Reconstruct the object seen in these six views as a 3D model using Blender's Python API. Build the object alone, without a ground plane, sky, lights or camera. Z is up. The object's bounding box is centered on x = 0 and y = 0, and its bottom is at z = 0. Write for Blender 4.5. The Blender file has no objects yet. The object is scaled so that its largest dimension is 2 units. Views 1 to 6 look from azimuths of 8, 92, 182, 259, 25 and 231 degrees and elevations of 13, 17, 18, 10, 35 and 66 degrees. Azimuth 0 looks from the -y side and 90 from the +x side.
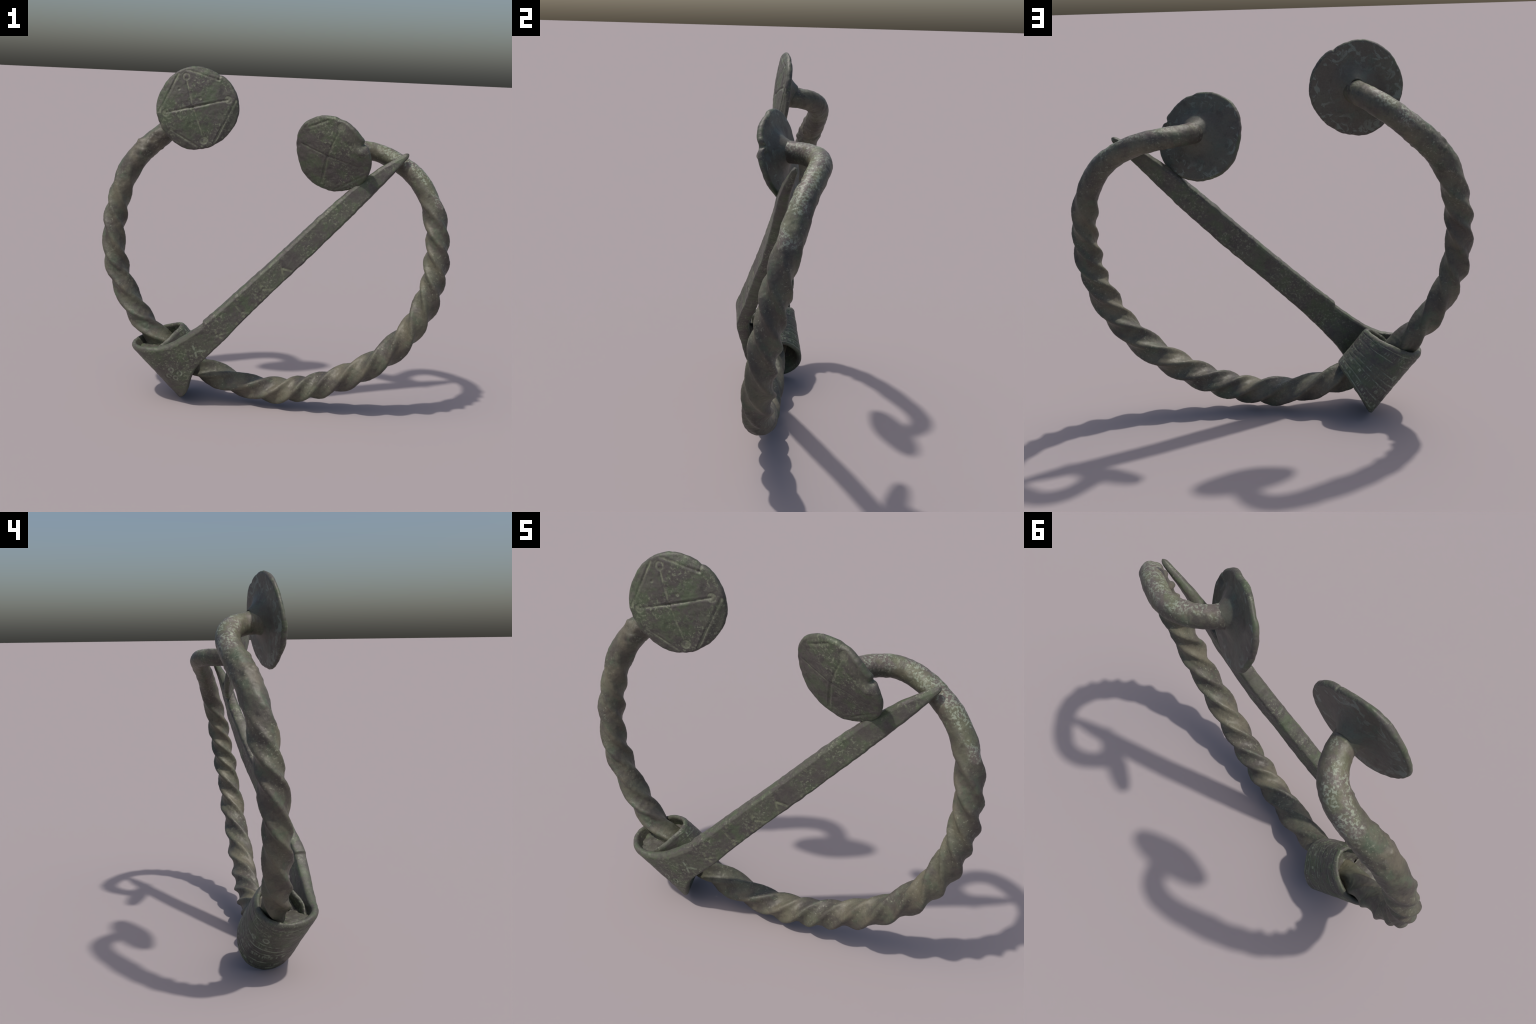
# A corroded copper-alloy penannular brooch: a twisted hoop whose two ends bend
# forward into stems carrying flat incised discs, and a flat strip pin whose wide
# end is rolled round the hoop as a loop.
import bpy, math
import numpy as np
from mathutils import Matrix, Vector, noise as mnoise

# ----------------------------------------------------------------- helpers
def catmull(P, n):
    P = np.asarray(P, float)
    Q = np.vstack([2 * P[0] - P[1], P, 2 * P[-1] - P[-2]])
    t = np.linspace(0, 1, n, endpoint=False)[:, None]
    out = []
    for i in range(len(P) - 1):
        a, b, c, d = Q[i:i + 4]
        out.append(.5 * (2 * b + (c - a) * t + (2 * a - 5 * b + 4 * c - d) * t ** 2
                         + (3 * b - a - 3 * c + d) * t ** 3))
    return np.vstack(out + [P[-1:]])

def arclen(c):
    return np.r_[0, np.cumsum(np.linalg.norm(np.diff(c, axis=0), axis=1))]

def resample(c, s, t):
    return np.stack([np.interp(t, s, c[:, k]) for k in range(c.shape[1])], 1)

def smooth(y, w):
    k = np.exp(-.5 * (np.arange(-3 * w, 3 * w + 1) / w) ** 2)
    k /= k.sum()
    return np.convolve(np.pad(y, 3 * w, mode='reflect', reflect_type='odd'), k, mode='valid')

def unit(v):
    return v / np.linalg.norm(v, axis=-1, keepdims=True)

def sstep(a, b, x):
    t = np.clip((x - a) / (b - a), 0, 1)
    return t * t * (3 - 2 * t)

def noise3(V, scale, seed=0.0, octaves=1):
    off = Vector((seed * 7.31, seed * 3.17, seed * 5.73))
    out = np.empty(len(V))
    if octaves == 1:
        f = mnoise.noise
        for i, v in enumerate(V):
            out[i] = f(Vector(v) * scale + off)
    else:
        f = mnoise.fractal
        for i, v in enumerate(V):
            out[i] = f(Vector(v) * scale + off, 1.0, 2.0, octaves)
    return out

def seg_dist(x, y, s):
    ax, ay, bx, by = s
    ux, uy = bx - ax, by - ay
    h = np.clip(((x - ax) * ux + (y - ay) * uy) / (ux * ux + uy * uy + 1e-12), 0, 1)
    return np.hypot(x - ax - h * ux, y - ay - h * uy)

def grid_faces(n, m, wrap=True):
    i = np.arange(n - 1)[:, None]
    j = np.arange(m if wrap else m - 1)[None, :]
    k = (j + 1) % m
    return np.stack([i * m + j, i * m + k, (i + 1) * m + k, (i + 1) * m + j], -1).reshape(-1, 4)

def make_mesh(name, V, F, mats, mat_idx=None, frame=None, extra=()):
    me = bpy.data.meshes.new(name)
    me.from_pydata(np.asarray(V).tolist(), [], [list(map(int, f)) for f in F] + [list(e) for e in extra])
    for m in mats:
        me.materials.append(m)
    if mat_idx is not None:
        idx = np.r_[mat_idx, np.zeros(len(extra), int)].astype(np.int32)
        me.polygons.foreach_set('material_index', idx)
    me.polygons.foreach_set('use_smooth', [True] * len(me.polygons))
    me.update()
    ob = bpy.data.objects.new(name, me)
    bpy.context.collection.objects.link(ob)
    if frame is not None:
        ob.matrix_world = frame
    return ob

def frame_matrix(o, x, y, z):
    M = Matrix.Identity(4)
    for k in range(3):
        M[k][0], M[k][1], M[k][2], M[k][3] = float(x[k]), float(y[k]), float(z[k]), float(o[k])
    return M

# --------------------------------------------------------------- materials
class Nodes:
    """thin wrapper that turns node wiring into expressions"""
    def __init__(self, name):
        self.mat = bpy.data.materials.new(name)
        self.mat.use_nodes = True
        self.t = self.mat.node_tree
        self.t.nodes.clear()
        self.out = self.t.nodes.new('ShaderNodeOutputMaterial')
        self.bsdf = self.t.nodes.new('ShaderNodeBsdfPrincipled')
        self.t.links.new(self.bsdf.outputs[0], self.out.inputs[0])
        tc = self.t.nodes.new('ShaderNodeTexCoord')
        self.obj, self.nrm = tc.outputs['Object'], tc.outputs['Normal']

    def put(self, sock, v):
        if isinstance(v, bpy.types.NodeSocket):
            self.t.links.new(v, sock)
        else:
            sock.default_value = v

    def math(self, op, a, b=0.0, c=0.0, clamp=False):
        n = self.t.nodes.new('ShaderNodeMath')
        n.operation, n.use_clamp = op, clamp
        for s, v in zip(n.inputs, (a, b, c)):
            self.put(s, v)
        return n.outputs[0]

    def vec(self, op, a, b=None, scale=None):
        n = self.t.nodes.new('ShaderNodeVectorMath')
        n.operation = op
        self.put(n.inputs[0], a)
        if b is not None:
            self.put(n.inputs[1], b)
        if scale is not None:
            self.put(n.inputs['Scale'], scale)
        return n.outputs['Value'] if op in ('DOT_PRODUCT', 'LENGTH', 'DISTANCE') else n.outputs['Vector']

    def noise(self, scale, detail=4, rough=.55, vec=None, dist=0.0):
        n = self.t.nodes.new('ShaderNodeTexNoise')
        n.inputs['Scale'].default_value = scale
        n.inputs['Detail'].default_value = detail
        n.inputs['Roughness'].default_value = rough
        n.inputs['Distortion'].default_value = dist
        self.put(n.inputs['Vector'], vec or self.obj)
        return n.outputs['Fac']

    def voronoi(self, scale, feature='F1', vec=None, rand=1.0):
        n = self.t.nodes.new('ShaderNodeTexVoronoi')
        n.feature = feature
        n.inputs['Scale'].default_value = scale
        n.inputs['Randomness'].default_value = rand
        self.put(n.inputs['Vector'], vec or self.obj)
        return n.outputs['Distance']

    def shift(self, v):
        return self.vec('ADD', self.obj, v)

    def step(self, x, lo, hi):
        n = self.t.nodes.new('ShaderNodeMapRange')
        n.interpolation_type = 'SMOOTHSTEP'
        self.put(n.inputs['Value'], x)
        n.inputs['From Min'].default_value = lo
        n.inputs['From Max'].default_value = hi
        return n.outputs['Result']

    def mix(self, f, a, b):
        n = self.t.nodes.new('ShaderNodeMix')
        n.data_type = 'RGBA'
        self.put(n.inputs['Factor'], f)
        ia = [s for s in n.inputs if s.name == 'A' and s.type == 'RGBA'][0]
        ib = [s for s in n.inputs if s.name == 'B' and s.type == 'RGBA'][0]
        for s, v in ((ia, a), (ib, b)):
            self.put(s, v if isinstance(v, bpy.types.NodeSocket) else (*v, 1.0))
        return [s for s in n.outputs if s.type == 'RGBA'][0]

    def sep(self, v):
        n = self.t.nodes.new('ShaderNodeSeparateXYZ')
        self.put(n.inputs[0], v)
        return n.outputs[0], n.outputs[1], n.outputs[2]

    def comb(self, x, y, z):
        n = self.t.nodes.new('ShaderNodeCombineXYZ')
        for s, v in zip(n.inputs, (x, y, z)):
            self.put(s, v)
        return n.outputs[0]

    def segment(self, p, a, b):
        """distance from p to the segment a-b"""
        a, b = np.array(a, float), np.array(b, float)
        d = b - a
        pa = self.vec('SUBTRACT', p, tuple(a))
        h = self.math('MULTIPLY', self.vec('DOT_PRODUCT', pa, tuple(d)), float(1 / (d @ d)), clamp=True)
        n = self.t.nodes.new('ShaderNodeVectorMath')
        n.operation = 'SCALE'
        n.inputs[0].default_value = tuple(d)
        self.put(n.inputs['Scale'], h)
        return self.vec('DISTANCE', pa, n.outputs['Vector'])

    def fold(self, op, xs):
        r = xs[0]
        for x in xs[1:]:
            r = self.math(op, r, x)
        return r

BROWN = (.074, .066, .060)
OLIVE = (.084, .086, .064)
GREEN = (.074, .096, .054)
PALE = (.200, .222, .150)
MINT = (.30, .34, .26)
ROSE = (.150, .122, .112)

def patina(m, brown=BROWN, olive=OLIVE, green=GREEN, pale=PALE, green_cut=(.50, .66), fleck_cut=(.53, .63), seed=0.0):
    """mottled bronze patina: brown skin, olive clouds, green bloom, pale specks"""
    p = m.shift((seed, seed * .7, -seed * 1.3))
    col = m.mix(m.step(m.noise(6.5, 8, .68, p), .40, .60), brown, olive)
    col = m.mix(m.math('MULTIPLY', m.step(m.noise(11, 9, .70, m.shift((3.1 + seed, 1.7, .4))), *green_cut), .85), col, green)
    zone = m.step(m.noise(5.5, 4, .55, m.shift((1.2, 5.3 + seed, 2.2))), .40, .60)
    specks = m.step(m.noise(78, 5, .7, m.shift((.3, .9, 4.4 + seed))), *fleck_cut)
    col = m.mix(m.math('MULTIPLY', m.math('MULTIPLY', specks, zone), .7), col, pale)
    stain = m.step(m.noise(21, 7, .7, m.shift((7.7, seed, 3.3))), .52, .66)
    col = m.mix(m.math('MULTIPLY', stain, .55), col, tuple(.62 * c for c in brown))
    return col

def grain(m, col, amount=.34):
    g = m.noise(130, 4, .7)
    k = m.math('MULTIPLY_ADD', m.math('SUBTRACT', g, .5), amount * 2, 1.0)
    n = m.t.nodes.new('ShaderNodeVectorMath')
    n.operation = 'SCALE'
    m.put(n.inputs[0], col)
    m.put(n.inputs['Scale'], k)
    return n.outputs['Vector']

def finish(m, col, rough=(.40, .64), bump=.25, bump_scale=70, height=None):
    m.put(m.bsdf.inputs['Base Color'], grain(m, col))
    r = m.math('MULTIPLY_ADD', m.noise(14, 4, .6), rough[1] - rough[0], rough[0])
    m.put(m.bsdf.inputs['Roughness'], r)
    m.bsdf.inputs['Specular IOR Level'].default_value = .42
    b = m.t.nodes.new('ShaderNodeBump')
    b.inputs['Strength'].default_value = bump
    b.inputs['Distance'].default_value = .006
    h = m.noise(bump_scale, 5, .65)
    if height is not None:
        h = m.math('ADD', h, height)
    m.put(b.inputs['Height'], h)
    m.put(m.bsdf.inputs['Normal'], b.outputs[0])
    return m.mat

# ------------------------------------------------------------------- brooch
brooch = bpy.data.objects.new('penannular_brooch', None)
bpy.context.collection.objects.link(brooch)
brooch['label'] = 'corroded bronze twisted ring brooch with disc ends and flat pin'
brooch['category'] = 'brooch'

# ----------------------------------------------------------- hoop (twisted)
HOOP_SPINE = [
    (-.420, -.005, 1.692), (-.432, .075, 1.680), (-.490, .158, 1.653), (-.577, .187, 1.599), (-.680, .168, 1.517),
    (-.782, .136, 1.423), (-.861, .110, 1.300), (-.906, .087, 1.149), (-.926, .063, .983),
    (-.914, .044, .811), (-.855, .032, .642), (-.760, .013, .484), (-.631, -.006, .348),
    (-.472, -.014, .241), (-.294, -.017, .162), (-.107, -.026, .111), (.085, -.036, .101),
    (.273, -.042, .139), (.451, -.052, .213), (.613, -.058, .312), (.749, -.054, .439),
    (.850, -.046, .590), (.908, -.029, .758), (.929, -.002, .931), (.917, .027, 1.099),
    (.870, .070, 1.249), (.786, .110, 1.372), (.672, .154, 1.450), (.548, .180, 1.495),
    (.430, .136, 1.509), (.358, .050, 1.510), (.334, -.016, 1.506)]
c = catmull(HOOP_SPINE, 40)
sraw = arclen(c)
# s is measured so that spine point 6 sits at s = .6753
s0 = .6753 - sraw[6 * 40]
NS, NR = 1500, 72
s = np.linspace(sraw[0], sraw[-1], NS)
C = resample(c, sraw, s)
s = s + s0
for k in range(3):
    C[:, k] = smooth(C[:, k], 6)
T = unit(np.gradient(C, axis=0))
plane_n = np.array([0, 1, -.15])
# rotation-minimising frame, tied to the ring plane at the bottom of the hoop
Bv = np.zeros_like(C)
mid = NS // 2
Bv[mid] = unit(plane_n - (T[mid] @ plane_n) * T[mid])
for rng_ in (range(mid + 1, NS), range(mid - 1, -1, -1)):
    for i in rng_:
        prev = Bv[i - 1] if rng_.step == 1 else Bv[i + 1]
        Bv[i] = unit(prev - (T[i] @ prev) * T[i])
ref = plane_n - (T @ plane_n)[:, None] * T
ok = np.linalg.norm(ref, axis=1) > .6
Nv = np.cross(T, Bv)
drift = np.where(ok, np.arctan2((ref * Nv).sum(1), (ref * Bv).sum(1)), np.nan)
good = ~np.isnan(drift)
drift = np.interp(np.arange(NS), np.arange(NS)[good], np.unwrap(drift[good]))
# twist: arc lengths at which successive flats of the square bar face the rim
FLATS = [.74, .878, .992, 1.164, 1.287, 1.488, 1.636, 1.843, 2.05, 2.233, 2.428, 2.572, 2.693,
         2.83, 2.984, 3.158, 3.337, 3.482, 3.627, 3.739, 3.859, 3.975, 4.13]
tau = np.radians(np.interp(s, FLATS, 73.5 - 90 * np.arange(len(FLATS)) + np.linspace(0, 12, len(FLATS))))
lo, hi = s < FLATS[0], s > FLATS[-1]
tau[lo] += np.radians(500) * (FLATS[0] - s[lo])
tau[hi] -= np.radians(500) * (s[hi] - FLATS[-1])
tau = smooth(tau, 9)
lobe = np.interp(s, [.52, .85, 1.1, 2.2, 3.8, 4.02, 4.28], [0, .12, .148, .155, .150, .12, 0])
rad = np.interp(s, [-.1, 0, .15, .3, .45, .6, .75, 1.0, 1.6, 2.1, 2.5, 3.0, 3.4, 3.8, 4.1, 4.3, 4.6, 5],
                [.053, .053, .055, .059, .064, .064, .061, .060, .060, .062, .064, .064, .062, .059, .056, .053, .050, .049])
lobe, rad = smooth(lobe, 12), smooth(rad, 12)
end = np.minimum(s - s[0], s[-1] - s)
rad = rad + .017 * np.exp(-np.maximum(end - .012, 0) / .026)
th = np.linspace(0, 2 * np.pi, NR, endpoint=False)
ang = th[None, :] - (tau + drift)[:, None]
shape = 1 - lobe[:, None] * np.cos(4 * ang) + .030 * (lobe / .13)[:, None] * np.cos(8 * ang)
shape *= 1 + .035 * (lobe / .13)[:, None] * np.cos(2 * ang + 2.2 * s[:, None])
R = rad[:, None] * shape
D = np.cos(th)[None, :, None] * Bv[:, None, :] + np.sin(th)[None, :, None] * Nv[:, None, :]
V = (C[:, None, :] + R[..., None] * D).reshape(-1, 3)
Dn = D.reshape(-1, 3)
wob = .0028 * noise3(V, 9, 1, 3) + .0011 * noise3(V, 38, 2, 2)
# casting lumps on the plain upper shoulder, and a hammered dimple texture on the stems
near = np.exp(-(np.linalg.norm(V - np.array([-.745, .145, 1.475]), axis=1) / .085) ** 2)
wob += near * (.020 * np.clip(noise3(V, 24, 3, 2) - .05, 0, 1) - .002)
for q in ((-.735, .085, 1.475), (-.785, .110, 1.490), (-.765, .082, 1.435), (-.700, .115, 1.540), (-.845, .100, 1.395), (-.690, .220, 1.530)):
    wob += .008 * np.exp(-(np.linalg.norm(V - np.array(q), axis=1) / .018) ** 2)
plain = np.repeat(1 - lobe / .13, NR)
wob += plain * .0016 * noise3(V, 24, 4, 2)
wob += .0016 * np.clip(noise3(V, 30, 8, 2) - .15, 0, 1) + .0007 * noise3(V, 85, 9, 1)
endw = np.repeat(sstep(.01, .05, end), NR)
V = V + Dn * (wob * endw)[:, None]

m = Nodes('hoop_bronze')
col = patina(m, brown=(.070, .062, .051), olive=(.098, .098, .068), green=(.074, .096, .062), pale=(.25, .26, .19), fleck_cut=(.56, .66), seed=.0)
# tan earthy film in clouds
col = m.mix(m.math('MULTIPLY', m.step(m.noise(6.5, 4, .55, m.shift((8, 2, 1))), .48, .66), .55), col, (.152, .135, .092))
# pale scabby crust with a rosy skin along both stems
spots = [((-.43, .06, 1.745), (-.56, .20, 1.66)), ((-.56, .20, 1.66), (-.66, .20, 1.575)),
         ((.37, .05, 1.575), (.54, .18, 1.56)), ((.54, .18, 1.56), (.78, .11, 1.43)), ((.80, .09, 1.44), (.915, .05, 1.27))]
d = m.fold('MINIMUM', [m.segment(m.obj, a, b) for a, b in spots])
d = m.math('ADD', d, m.math('MULTIPLY_ADD', m.noise(12, 4, .6, m.shift((2, 4, 6))), .10, -.05))
zone = m.math('SUBTRACT', 1.0, m.step(d, .030, .066))
col = m.mix(m.math('MULTIPLY', zone, .65), col, m.mix(m.step(m.noise(11, 3, .5, m.shift((5, 5, 1))), .44, .58), ROSE, (.150, .155, .096)))
crust = m.step(m.noise(88, 4, .6, m.shift((4, 2, 9)), .3), .47, .59)
crust = m.math('MULTIPLY', crust, m.step(m.noise(12, 5, .65, m.shift((9, 1, 2))), .40, .54))
col = m.mix(m.math('MULTIPLY', m.math('MULTIPLY', crust, zone), .75), col, MINT)
hoop_mat = finish(m, col, bump=.22)
hoop = make_mesh('hoop', V, grid_faces(NS, NR), [hoop_mat],
                 extra=[list(range(NR))[::-1], [(NS - 1) * NR + j for j in range(NR)]])
hoop.parent = brooch

# -------------------------------------------------------------------- discs
def disc_frame(a, b):
    n = np.array([math.sin(a) * math.cos(b), -math.cos(a) * math.cos(b), math.sin(b)])
    e1 = unit(np.cross([0, 0, 1], n))
    return n, e1, np.cross(n, e1)

def disc_material(name, lines, dots, rings, seed, strength, back=False):
    m = Nodes(name)
    if back:
        col = patina(m, brown=(.090, .082, .066), olive=(.098, .098, .074), green=(.084, .106, .082), seed=seed, fleck_cut=(.66, .76))
        x, y, z = m.sep(m.obj)
        rr = m.vec('LENGTH', m.comb(x, y, 0.0))
        crust = m.math('MULTIPLY', m.step(m.noise(19, 6, .62, m.shift((seed * 2, 1, 3)), 1.2), .53, .60),
                       m.step(m.math('ADD', rr, m.math('MULTIPLY', m.noise(5, 2, .5, m.shift((4 + seed, 0, 0))), .22)), .20, .30))
        col = m.mix(m.math('MULTIPLY', crust, .7), col, (.180, .212, .178))
        return finish(m, col, bump=.3)
    col = patina(m, seed=seed, green_cut=(.46, .60), fleck_cut=(.52, .62))
    x, y, z = m.sep(m.obj)
    wob = m.math('MULTIPLY_ADD', m.noise(40, 3, .6), .006, -.003)
    p = m.comb(m.math('ADD', x, wob), m.math('ADD', y, wob), 0.0)
    dl = [m.math('SUBTRACT', m.segment(p, (a[0], a[1], 0), (a[2], a[3], 0)), a[4]) for a in lines]
    dl += [m.math('SUBTRACT', m.vec('DISTANCE', p, (a[0], a[1], 0)), a[2]) for a in dots]
    dl += [m.math('SUBTRACT', m.math('ABSOLUTE', m.math('SUBTRACT', m.vec('DISTANCE', p, (a[0], a[1], 0)), a[2])), .0028) for a in rings]
    d = m.fold('MINIMUM', dl)
    mask = m.math('SUBTRACT', 1.0, m.step(d, -.001, .0035))
    mask = m.math('MULTIPLY', mask, m.step(m.noise(28, 4, .6, m.shift((6, seed, 2))), .36, .62))
    col = m.mix(m.math('MULTIPLY', mask, strength), col, (.20, .215, .145))
    return finish(m, col, bump=.3)

def make_disc(center, a, b, radius, harm, chords, lines, dots, rings, notch, lump, seed, strength, stem):
    n, e1, e2 = disc_frame(a, b)
    NA, NF = 320, 96
    A = np.linspace(0, 2 * np.pi, NA, endpoint=False)
    R = radius + sum(h[0] * np.cos(k * A) + h[1] * np.sin(k * A) for k, h in enumerate(harm, 2))
    ring = np.stack([np.cos(A), np.sin(A), np.zeros(NA)], 1)
    R = R + .0035 * noise3(ring, 3.2, seed, 3) + .0016 * noise3(ring, 11, seed + 5, 2)
    for na, depth, w in notch:
        dd = (A - na + np.pi) % (2 * np.pi) - np.pi
        R = R - depth * np.exp(-(dd / w) ** 2)
    h = .0145                                   # half thickness
    # profile from front centre over the rim to back centre
    q = np.linspace(0, 1, NF)
    rim = np.linspace(0, np.pi, 14)[1:-1]
    prof = [(t, 0, 'f') for t in q] + [(1, t, 'r') for t in rim] + [(t, 0, 'b') for t in q[::-1]]
    rows = []
    edge = .012
    for t, phi, kind in prof:
        if kind == 'r':
            r = (R - edge) + edge * math.sin(phi)
            zz = np.full(NA, h * math.cos(phi))
        else:
            r = (R - edge) * max(t, 1e-4)
            zz = np.full(NA, h if kind == 'f' else -h)
        rows.append(np.stack([r * np.cos(A), r * np.sin(A), zz], 1))
    V = np.vstack(rows)
    kinds = np.repeat(np.array([{'f': 1., 'r': 0., 'b': -1.}[k] for _, _, k in prof]), NA)
    rimz = np.repeat(np.array([math.cos(p) if k == 'r' else (1 if k == 'f' else -1) for _, p, k in prof]), NA)
    x, y = V[:, 0].copy(), V[:, 1].copy()
    fw = (rimz + 1) / 2                          # weight of front relief
    dz = np.zeros(len(V))
    # the segments outside the chords fall away to the rim
    for x0, y0, x1, y1, drop in chords:
        nx, ny = y1 - y0, x0 - x1
        l = math.hypot(nx, ny)
        nx, ny = nx / l, ny / l
        if nx * (x0 + x1) + ny * (y0 + y1) < 0:
            nx, ny = -nx, -ny
        over = (x - x0) * nx + (y - y0) * ny
        along = ((x - x0) * (x1 - x0) + (y - y0) * (y1 - y0)) / l ** 2
        dz -= drop * sstep(-.004, .045, over) * sstep(-.25, .1, along) * (1 - sstep(.9, 1.25, along))
    wear = np.clip(.5 + 1.2 * noise3(np.stack([x, y, 0 * x], 1), 9, seed + 12), 0, 1)
    for L in lines:
        d = seg_dist(x, y, L[:4])
        gd = L[5] * (.45 + .5 * wear)
        dz -= gd * np.exp(-(d / (L[4] + .001)) ** 2)
        dz -= .0012 * np.exp(-(d / .016) ** 2)
        dz += .30 * gd * np.exp(-((d - L[4] - .008) / .005) ** 2)
    for dx, dy, rr in dots:
        dz -= .0026 * np.exp(-(np.hypot(x - dx, y - dy) / rr) ** 4)
    for dx, dy, rr in rings:
        dz -= .0020 * np.exp(-((np.hypot(x - dx, y - dy) - rr) / .0045) ** 2)
    rr_ = np.hypot(x, y)
    dome = .015 * (1 - (rr_ / radius) ** 2)
    V[:, 2] += fw * (dz + dome) - (1 - fw) * .009 * (1 - (rr_ / radius) ** 2)
    dst = np.hypot(x - stem[0], y - stem[1])     # fillet towards the stem
    V[:, 2] -= (1 - fw) * .058 * np.clip(1 - (dst - .036) / .100, 0, 1.0) ** 2.4 * (dst > .03)
    for lx, ly, amp, w in lump:
        V[:, 2] += amp * np.exp(-(np.hypot(x - lx, y - ly) / w) ** 2)
    V[:, 2] += .0030 * noise3(V, 9, seed + 2, 3) + fw * .0012 * noise3(V, 38, seed + 3, 2)
    V[:, 2] += .006 * noise3(V * np.array([1, 1, 0]), 4.2, seed + 9)
    F = grid_faces(len(prof), NA)
    idx = np.repeat(np.array([0 if k in ('f', 'r') else 1 for _, _, k in prof[1:]]), NA)
    cap = [[j for j in range(NA)], [(len(prof) - 1) * NA + j for j in range(NA)][::-1]]
    F = F[:, ::-1]
    front = disc_material('disc_face_bronze', lines, [d for d in dots], rings, seed, strength)
    backm = disc_material('disc_back_bronze', [], [], [], seed, 0, True)
    return make_mesh('terminal_disc', V, F, [front, backm], idx, frame_matrix(center, e1, e2, n), extra=[cap[0][::1], cap[1]])

# lines: x0, y0, x1, y1, half width, depth
cross_a = [(-.165, -.030, .160, .049, .0035, .0050), (-.065, .155, -.026, .003, .0030, .0025), (-.026, .003, .038, -.165, .0030, .0028),
           (-.066, .203, .112, .155, .0035, .0035), (-.108, .178, -.209, -.029, .0035, .0035),
           (-.145, -.120, .011, -.214, .0035, .0040), (.208, .049, .095, -.187, .0040, .0042), (.112, .155, .122, .190, .003, .003)]
disc = make_disc((-.429, -.0178, 1.6939), .1700, .0779, .2236,
                 [(.0008, .0022), (.0022, .0012), (.0013, .0005), (-.0017, -.0003)],
                 [(-.066, .203, .112, .155, .010), (-.108, .178, -.209, -.029, .008), (-.145, -.120, .011, -.214, .010), (.208, .049, .095, -.187, .011)],
                 cross_a, [(.038, -.173, .016), (-.171, -.031, .012), (.166, .051, .013), (-.103, .098, .007), (.014, .052, .008)],
                 [(-.065, .166, .016), (-.171, -.031, .017), (.166, .051, .017), (-.026, .003, .014), (.038, -.173, .018)],
                 [(1.02, .008, .06)], [], 1.0, .7, (.018, .022))
cross_b = [(-.171, .056, .156, -.060, .0030, .0022), (.053, .141, -.018, -.004, .0030, .0018), (-.018, -.004, -.060, -.160, .0045, .0035),
           (-.121, .151, -.013, .195, .0040, .0035), (.013, -.196, .186, -.103, .0030, .0022), (.131, .132, .138, .070, .0030, .002)]
disc_b = make_disc((.3209, -.0048, 1.4825), -.3350, -.2603, .2157,
                   [(.0002, -.0088), (.0037, -.0013), (-.0023, -.0015), (.0011, .0001)],
                   [(-.121, .151, -.013, .195, .008), (.013, -.196, .186, -.103, .006)],
                   cross_b, [(.065, .164, .015), (-.191, .047, .012)], [(.065, .164, .018), (.171, -.070, .018)],
                   [(.37, .016, .07), (1.30, .006, .12)], [(.172, .030, .013, .022), (.190, .075, -.012, .022), (.06, .205, -.006, .05), (-.02, .06, .008, .09), (.11, -.13, -.014, .09)], 2.0, .35, (.015, .024))
for o in (disc, disc_b):
    mw = o.matrix_world.copy()
    o.parent = brooch
    o.matrix_world = mw

# --------------------------------------------------- pin: shaft and rolled loop
# frame of the strip: x towards the tip, y across (down-right), z to the front
AX = unit(np.array([.66, .095, -.745]))
FN = np.array([.1, -.99, 0])
FN = unit(FN - (FN @ AX) * AX)
PX = -np.cross(AX, FN)
PO = np.array([-.6, 0, .3])
shaft_pts = [(.733, .072, 1.502), (.574, .030, 1.361), (.407, .001, 1.193), (.238, -.040, 1.014),
             (.065, -.093, .833), (-.106, -.144, .658), (-.262, -.198, .491)]
shaft_w = [.026, .092, .122, .131, .133, .141, .158]
shaft_h = [.028, .050, .064, .072, .076, .076, .070]
shaft_tilt = [-16, -12, -8, -4, -3, 0, 0]
rows = []
for p, w, h, tl in zip(shaft_pts, shaft_w, shaft_h, shaft_tilt):
    d = np.array(p) - PO
    rows.append((d @ PX, d @ FN, d @ AX - w / 2, d @ AX + w / 2, h, tl))
# loop stations: x, z, upper edge, lower edge, thickness, tilt
rows += [(.235, .224, -.016, .156, .066, 2), (.130, .213, -.026, .176, .056, 4), (.045, .199, -.052, .222, .046, 3), (-.020, .178, -.094, .266, .038, 4),
         (-.078, .128, -.126, .288, .034, 4), (-.108, .055, -.141, .296, .032, 3), (-.107, -.014, -.140, .290, .030, 4),
         (-.074, -.070, -.124, .272, .030, 5), (-.016, -.097, -.102, .248, .030, 5), (.060, -.092, -.080, .224, .030, 5),
         (.127, -.057, -.060, .206, .028, 5), (.168, -.012, -.048, .197, .028, 5), (.177, .030, -.044, .194, .028, 5), (.156, .074, -.044, .190, .026, 5),
         (.106, .118, -.046, .190, .026, 5), (.042, .144, -.046, .195, .024, 5), (-.020, .138, -.045, .200, .014, 5)]
rows = np.array(rows)
cs = catmull(rows, 40)
ls = arclen(cs[:, :2])
NSTRIP = 640
st = np.linspace(0, ls[-1], NSTRIP)
Q = resample(cs, ls, st)
for k in range(6):
    Q[:, k] = smooth(Q[:, k], 3)
s_split = np.interp(6.6 * 40, np.arange(len(ls)), ls)           # where shaft becomes loop
i_split = int(np.searchsorted(st, s_split))
x, z, a0, a1, hh, tl = Q.T
tx, tz = np.gradient(x), np.gradient(z)
L = np.hypot(tx, tz)
nx, nz = tz / L, -tx / L                    # outward (front on the shaft)
if nz[10] < 0:
    nx, nz = -nx, -nz
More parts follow.
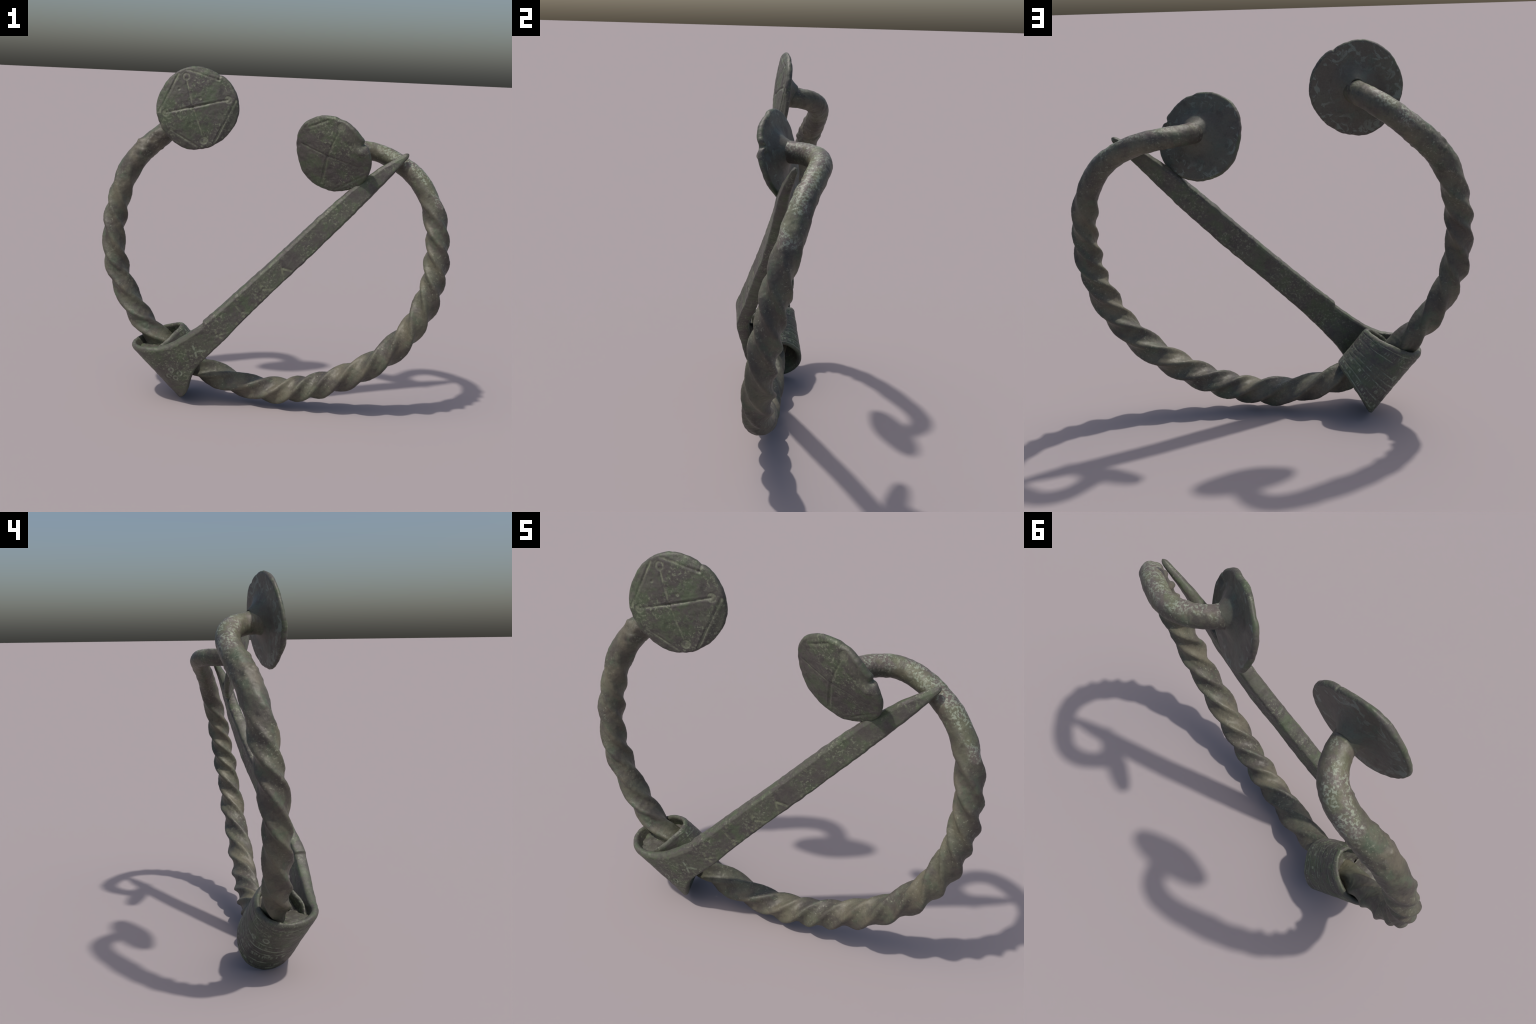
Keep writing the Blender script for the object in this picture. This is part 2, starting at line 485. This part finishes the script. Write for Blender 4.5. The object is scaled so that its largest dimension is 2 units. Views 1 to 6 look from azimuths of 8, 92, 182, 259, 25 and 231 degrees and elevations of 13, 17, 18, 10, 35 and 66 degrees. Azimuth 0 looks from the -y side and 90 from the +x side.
# rough edges: a step in the upper edge, nicks and waviness
jit = np.array([mnoise.fractal(Vector((v * 26, .3, 0)), 1, 2, 3) for v in st])
jit2 = np.array([mnoise.fractal(Vector((v * 22, 5.3, 0)), 1, 2, 3) for v in st])
tipf = np.sqrt(np.clip(1 - (1 - np.clip(st / .022, 0, 1)) ** 2, .02, 1))
hh = hh * tipf
am, aw = (a0 + a1) / 2, (a1 - a0) / 2 * tipf
a0, a1 = am - aw, am + aw
fade = sstep(0, .25, st)
a0 = a0 + fade * .0028 * jit
a1 = a1 + fade * .0026 * jit2
notch_s = np.interp(.345, x[:i_split][::-1], st[:i_split][::-1])
a0 = a0 + .006 * sstep(notch_s - .003, notch_s + .007, st) * (1 - sstep(notch_s + .02, notch_s + .14, st))
a0 = a0 - .003 * sstep(notch_s - .12, notch_s - .01, st) * (1 - sstep(notch_s - .004, notch_s + .002, st))
# cross-section of the strip: upper edge, front, lower edge, back
NW, NE = 150, 10
w = np.linspace(0, 1, NW)
sec = [('f', t) for t in w] + [('l', t) for t in np.linspace(0, 1, NE + 2)[1:-1]] + \
      [('b', t) for t in w[::-1]] + [('u', t) for t in np.linspace(0, 1, NE + 2)[1:-1]]
M = len(sec)
rim_lines = [(.10, .0018), (.245, .0016), (.45, .0018), (.55, .0012), (.63, .0016), (.80, .0016), (.92, .0016)]
ym = [((.929, .031), (.929, -.001), (.897, -.053), (.961, -.058)), ((1.071, .028), (1.087, -.014), (1.040, -.059), (1.118, -.035)),
      ((1.256, .018), (1.256, -.032), (1.226, -.064), (1.271, -.049)), ((1.432, -.002), (1.446, -.027), (1.389, -.059), (1.432, -.060)),
      ((1.593, .020), (1.606, -.018), (1.553, -.050), (1.619, -.045))]
mid_a = (a0 + a1) / 2
def strip_xy(sv, off):
    return float(np.interp(sv, st, x)), float(np.interp(sv, st, mid_a) - off * .9)
y_segs = []
for a, b, c1, c2 in ym:
    pts = [strip_xy(*q) for q in (a, b, c1, c2)]
    y_segs += [(*pts[0], *pts[1]), (*pts[1], *pts[2]), (*pts[1], *pts[3])]
# four punched rings on the front of the loop, others round its outside
front_rings = [(.010, .095), (.035, .140), (-.005, .150), (-.030, .120)]
vert = np.zeros((NSTRIP, M, 3))
outer = np.zeros((NSTRIP, M))
for j, (k, t) in enumerate(sec):
    edge = np.minimum(.012 + .010 * sstep(s_split, s_split + .3, st), (a1 - a0) * .3)
    if k in 'fb':
        v = a0 + edge * .55 + (a1 - a0 - edge * 1.1) * t
        tt = hh / 2 * (1 if k == 'f' else -1)
    else:
        ph = t * np.pi
        if k == 'l':
            v = a1 - edge * .55 + edge * .55 * np.sin(ph)
            tt = hh / 2 * np.cos(ph)
        else:
            v = a0 + edge * .55 - edge * .55 * np.sin(ph)
            tt = -hh / 2 * np.cos(ph)
    f = (v - a0) / (a1 - a0)
    front = np.clip(tt / (hh / 2), 0, 1)
    # worn chamfers along the upper and lower edges of the face
    du, dl = v - a0, a1 - v
    tt = tt - front * hh * (.17 * (1 - sstep(0, .022, du)) + .08 * (1 - sstep(0, .014, dl)))
    back = np.clip(-tt / (hh / 2), 0, 1)
    tt = tt + back * hh * .10 * ((1 - sstep(0, .02, du)) + (1 - sstep(0, .02, dl)))
    if k == 'f':
        on_loop = sstep(s_split + .30, s_split + .40, st) * (1 - sstep(ls[-1] - .30, ls[-1] - .2, st))
        for fl, dep in rim_lines:
            tt = tt - on_loop * dep * np.exp(-(((f - fl) * (a1 - a0)) / .0034) ** 2)
        on_shaft = 1 - sstep(s_split + .02, s_split + .1, st)
        for sg in y_segs:
            tt = tt - on_shaft * .0014 * np.exp(-(seg_dist(x, v, sg) / .0055) ** 2)
        for rx, ry in front_rings:
            tt = tt - (z > .1) * .0022 * np.exp(-((np.hypot(x - rx, v - ry) - .013) / .004) ** 2)
    tr = np.radians(tl)
    vc = v - mid_a
    vert[:, j, 0] = x + nx * (tt * np.cos(tr))
    vert[:, j, 1] = mid_a + vc * np.cos(tr) + tt * np.sin(tr)
    vert[:, j, 2] = z + nz * (tt * np.cos(tr) ) - vc * np.sin(tr)
    outer[:, j] = tt / np.maximum(hh, 1e-6)
V = vert.reshape(-1, 3)
wob = .0022 * noise3(V, 12, 21, 3) + .0008 * noise3(V, 45, 22, 2)
Nloc = np.stack([np.repeat(nx, M), np.zeros(NSTRIP * M), np.repeat(nz, M)], 1)
V = V + Nloc * wob[:, None]
# rounded tip
F = grid_faces(NSTRIP, M)
# orientation check
Fq = F[(NSTRIP // 4) * M + NW // 2]
nrm = np.cross(V[Fq[1]] - V[Fq[0]], V[Fq[2]] - V[Fq[0]])
flip = nrm @ Nloc[Fq[0]] < 0
if flip:
    F = F[:, ::-1]
rowid = np.repeat(np.arange(NSTRIP - 1), M)
colid = np.tile(np.arange(M), NSTRIP - 1)
isfront = (colid < NW - 1)
isback = (colid >= NW + NE) & (colid < 2 * NW + NE - 1)
# vertex normals of the whole strip, shared by both pieces
fn = np.cross(V[F[:, 2]] - V[F[:, 0]], V[F[:, 3]] - V[F[:, 1]])
VN = np.zeros_like(V)
for k in range(4):
    np.add.at(VN, F[:, k], fn)
VN = VN / np.maximum(np.linalg.norm(VN, axis=1, keepdims=True), 1e-12)
PF = frame_matrix(PO, PX, AX, FN)

def strip_base(m, seed):
    return patina(m, brown=(.072, .064, .058), seed=seed, green_cut=(.46, .62), fleck_cut=(.52, .62))

# shaft face: Y-shaped chased marks and rows of small punched blocks on the edges
m = Nodes('pin_face_bronze')
col = strip_base(m, 3.0)
px, py, pz = m.sep(m.obj)
wv = m.math('MULTIPLY_ADD', m.noise(38, 4, .7), .018, -.009)
p = m.comb(m.math('ADD', px, wv), m.math('ADD', py, wv), 0.0)
d = m.fold('MINIMUM', [m.segment(p, (g[0], g[1], 0), (g[2], g[3], 0)) for g in y_segs])
d = m.math('MINIMUM', d, m.fold('MINIMUM', [m.math('ABSOLUTE', m.math('SUBTRACT', m.vec('DISTANCE', p, (rx, ry, 0)), .013)) for rx, ry in front_rings]))
mask = m.math('SUBTRACT', 1.0, m.step(d, .003, .0085))
# punched blocks: dashes along two lines that follow the edges
edge_rows = []
for off_u, sgn in ((.016, 1), (.020, -1)):
    xs_ = np.linspace(.12, 1.10, 6)
    src = a0 if sgn > 0 else a1
    ys_ = np.interp(xs_, x[:i_split + 60][::-1], src[:i_split + 60][::-1]) + sgn * (off_u if sgn < 0 else off_u + .012)
    segs = [m.segment(p, (xs_[i], ys_[i], 0), (xs_[i + 1], ys_[i + 1], 0)) for i in range(5)]
    edge_rows.append(m.fold('MINIMUM', segs))
rowd = m.math('SUBTRACT', 1.0, m.step(m.fold('MINIMUM', edge_rows), .005, .008))
dash = m.step(m.math('SINE', m.math('MULTIPLY', px, 2 * math.pi / .030)), -.35, .1)
rowm = m.math('MULTIPLY', rowd, m.math('MULTIPLY', dash, m.step(m.noise(7, 3, .6, m.shift((1, 7, 7))), .46, .60)))
mask = m.math('MAXIMUM', mask, rowm)
mask = m.math('MULTIPLY', mask, m.step(m.noise(34, 6, .72, m.shift((3, 3, 8))), .40, .60))
col = m.mix(m.math('MULTIPLY', mask, .62), col, (.185, .200, .125))
# pale green bloom hugging the marks
halo = m.math('MULTIPLY', m.math('SUBTRACT', 1.0, m.step(d, .004, .030)), m.step(m.noise(30, 8, .75, m.shift((5, 9, 8))), .50, .66))
col = m.mix(m.math('MULTIPLY', halo, .45), col, (.150, .175, .105))
pin_face = finish(m, col, bump=.3)
m = Nodes('pin_plain_bronze')
col = strip_base(m, 4.0)
pin_plain = finish(m, col, bump=.3)

# loop face: running grooves, block rows and punched rings filled with pale corrosion
m = Nodes('loop_face_bronze')
col = strip_base(m, 5.0)
px, py, pz = m.sep(m.obj)
# position across the band (0 upper rim, 1 lower rim) on the back and outer wall
tpar = m.math('MULTIPLY', m.math('ADD', px, .112), 1 / .306)
up = m.math('MULTIPLY_ADD', tpar, .096, -.138)
lo_ = m.math('MULTIPLY_ADD', tpar, -.108, .296)
fpar = m.math('DIVIDE', m.math('SUBTRACT', py, up), m.math('SUBTRACT', lo_, up))
fpar = m.math('ADD', fpar, m.math('MULTIPLY_ADD', m.noise(22, 3, .6), .030, -.015))
lines_ = [m.math('SUBTRACT', 1.0, m.step(m.math('ABSOLUTE', m.math('SUBTRACT', fpar, fl)), .004, .012)) for fl, _ in rim_lines]
ln = m.math('MULTIPLY', m.fold('MAXIMUM', lines_), m.step(m.noise(16, 4, .6, m.shift((2, 8, 1))), .40, .55))
ang_ = m.math('ARCTAN2', m.math('ADD', pz, .03), m.math('SUBTRACT', px, .02))
rows_ = []
for fl, wd, ph in ((.175, .028, 0.0), (.50, .024, 1.7), (.69, .028, 3.1), (.865, .022, 4.4)):
    b = m.math('SUBTRACT', 1.0, m.step(m.math('ABSOLUTE', m.math('SUBTRACT', fpar, fl)), wd * .8, wd * 1.15))
    dsh = m.step(m.noise(1.0, 1.0, .5, m.comb(m.math('MULTIPLY', ang_, 11.0), ph * 3, 0.0)), .50, .56)
    rows_.append(m.math('MULTIPLY', b, dsh))
blk = m.math('MULTIPLY', m.fold('MAXIMUM', rows_), m.step(m.noise(9, 3, .6, m.shift((6, 1, 4))), .40, .56))
punch = [(-.105, .020, -.055), (-.112, .150, -.020), (-.100, .055, .060), (-.085, .085, .080), (-.105, .090, .045), (-.075, .060, .100), (-.060, .050, -.105), (-.02, .16, -.135)]
rg = m.fold('MINIMUM', [m.math('ABSOLUTE', m.math('SUBTRACT', m.vec('DISTANCE', m.obj, q), .015)) for q in punch])
rg = m.math('SUBTRACT', 1.0, m.step(rg, .002, .006))
fr_ = m.fold('MINIMUM', [m.math('ABSOLUTE', m.math('SUBTRACT', m.vec('DISTANCE', m.comb(px, py, 0.0), (rx, ry, 0)), .013)) for rx, ry in front_rings])
fr_ = m.math('MULTIPLY', m.math('SUBTRACT', 1.0, m.step(fr_, .002, .007)), m.step(pz, .10, .13))
hind = m.math('SUBTRACT', 1.0, m.step(pz, .06, .12))
mask = m.math('MULTIPLY', m.math('MAXIMUM', ln, m.math('MAXIMUM', blk, rg)), hind)
d = m.fold('MINIMUM', [m.segment(m.comb(px, py, 0.0), (g[0], g[1], 0), (g[2], g[3], 0)) for g in y_segs[-3:]])
yy = m.math('MULTIPLY', m.math('SUBTRACT', 1.0, m.step(d, .003, .0085)), m.step(pz, .10, .13))
mask = m.math('MAXIMUM', mask, m.math('MAXIMUM', fr_, yy))
mask = m.math('MULTIPLY', mask, m.step(m.noise(40, 4, .65, m.shift((1, 2, 8))), .28, .55))
col = m.mix(m.math('MULTIPLY', mask, .85), col, (.205, .235, .170))
loop_face = finish(m, col, bump=.28)

def strip_piece(name, keep, mats, front_idx_of):
    sel = np.where(keep)[0]
    f = F[sel]
    used, inv = np.unique(f, return_inverse=True)
    f = inv.reshape(-1, 4)
    idx = np.where(isfront[sel], 0, 1)
    vs = V[used]
    extra = []
    first, last = used[0] // M, used[-1] // M
    if first == 0:
        extra.append(list(range(M)))
    if last == NSTRIP - 1:
        n0 = len(used) - M
        extra.append([n0 + j for j in range(M)][::-1])
    ob = make_mesh(name, vs, f, mats, idx, PF, extra)
    ob.data.normals_split_custom_set_from_vertices([tuple(v) for v in VN[used]])
    return ob

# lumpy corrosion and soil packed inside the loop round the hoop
def packed_fill():
    k0, k1 = [int(np.argmin(np.abs(st - np.interp(i * 40, np.arange(len(ls)), ls)))) for i in (8.6, 22)]
    ids = np.linspace(k0, k1, 96).astype(int)
    bx, bz = x[ids] - nx[ids] * hh[ids] * .35, z[ids] - nz[ids] * hh[ids] * .35
    cx, cz = .03, .01
    rr = np.linspace(0, 1, 22)
    P = []
    for side in (0, 1):
        for q in (rr if side == 0 else rr[::-1]):
            px_, pz_ = cx + (bx - cx) * q, cz + (bz - cz) * q
            if side == 0:
                av = a0[ids] * (.35 + .65 * q) + .056 - .022 * (1 - q)
            else:
                av = (a0[ids] * .4 + a1[ids] * .6) * q + .09 * (1 - q)
            P.append(np.stack([px_, av, pz_ - (av - .09) * math.sin(math.radians(5))], 1))
    P = np.vstack(P)
    P[:, 1] += .022 * noise3(P, 14, 31, 2)
    return P, grid_faces(44, 96)
fillV, fillF = packed_fill()
m = Nodes('packed_corrosion')
fill_mat = finish(m, patina(m, brown=(.074, .068, .060), olive=(.094, .090, .072), seed=6.0), bump=.4, bump_scale=40)

pin_shaft = strip_piece('pin', rowid < i_split, [pin_face, pin_plain], 0)
pin_loop = strip_piece('pin_loop', rowid >= i_split, [loop_face, pin_plain], 0)
pin_shaft.parent = brooch
pin_shaft.matrix_world = PF
pin_loop.parent = pin_shaft
pin_loop.matrix_world = PF
packed = make_mesh('packed_corrosion', fillV, fillF[:, ::-1], [fill_mat], None, PF)
packed.parent = pin_shaft
packed['kind'] = 'stuff'
bpy.context.view_layer.update()
for o in (pin_shaft, pin_loop, packed):
    o.matrix_world = PF
    bpy.context.view_layer.update()
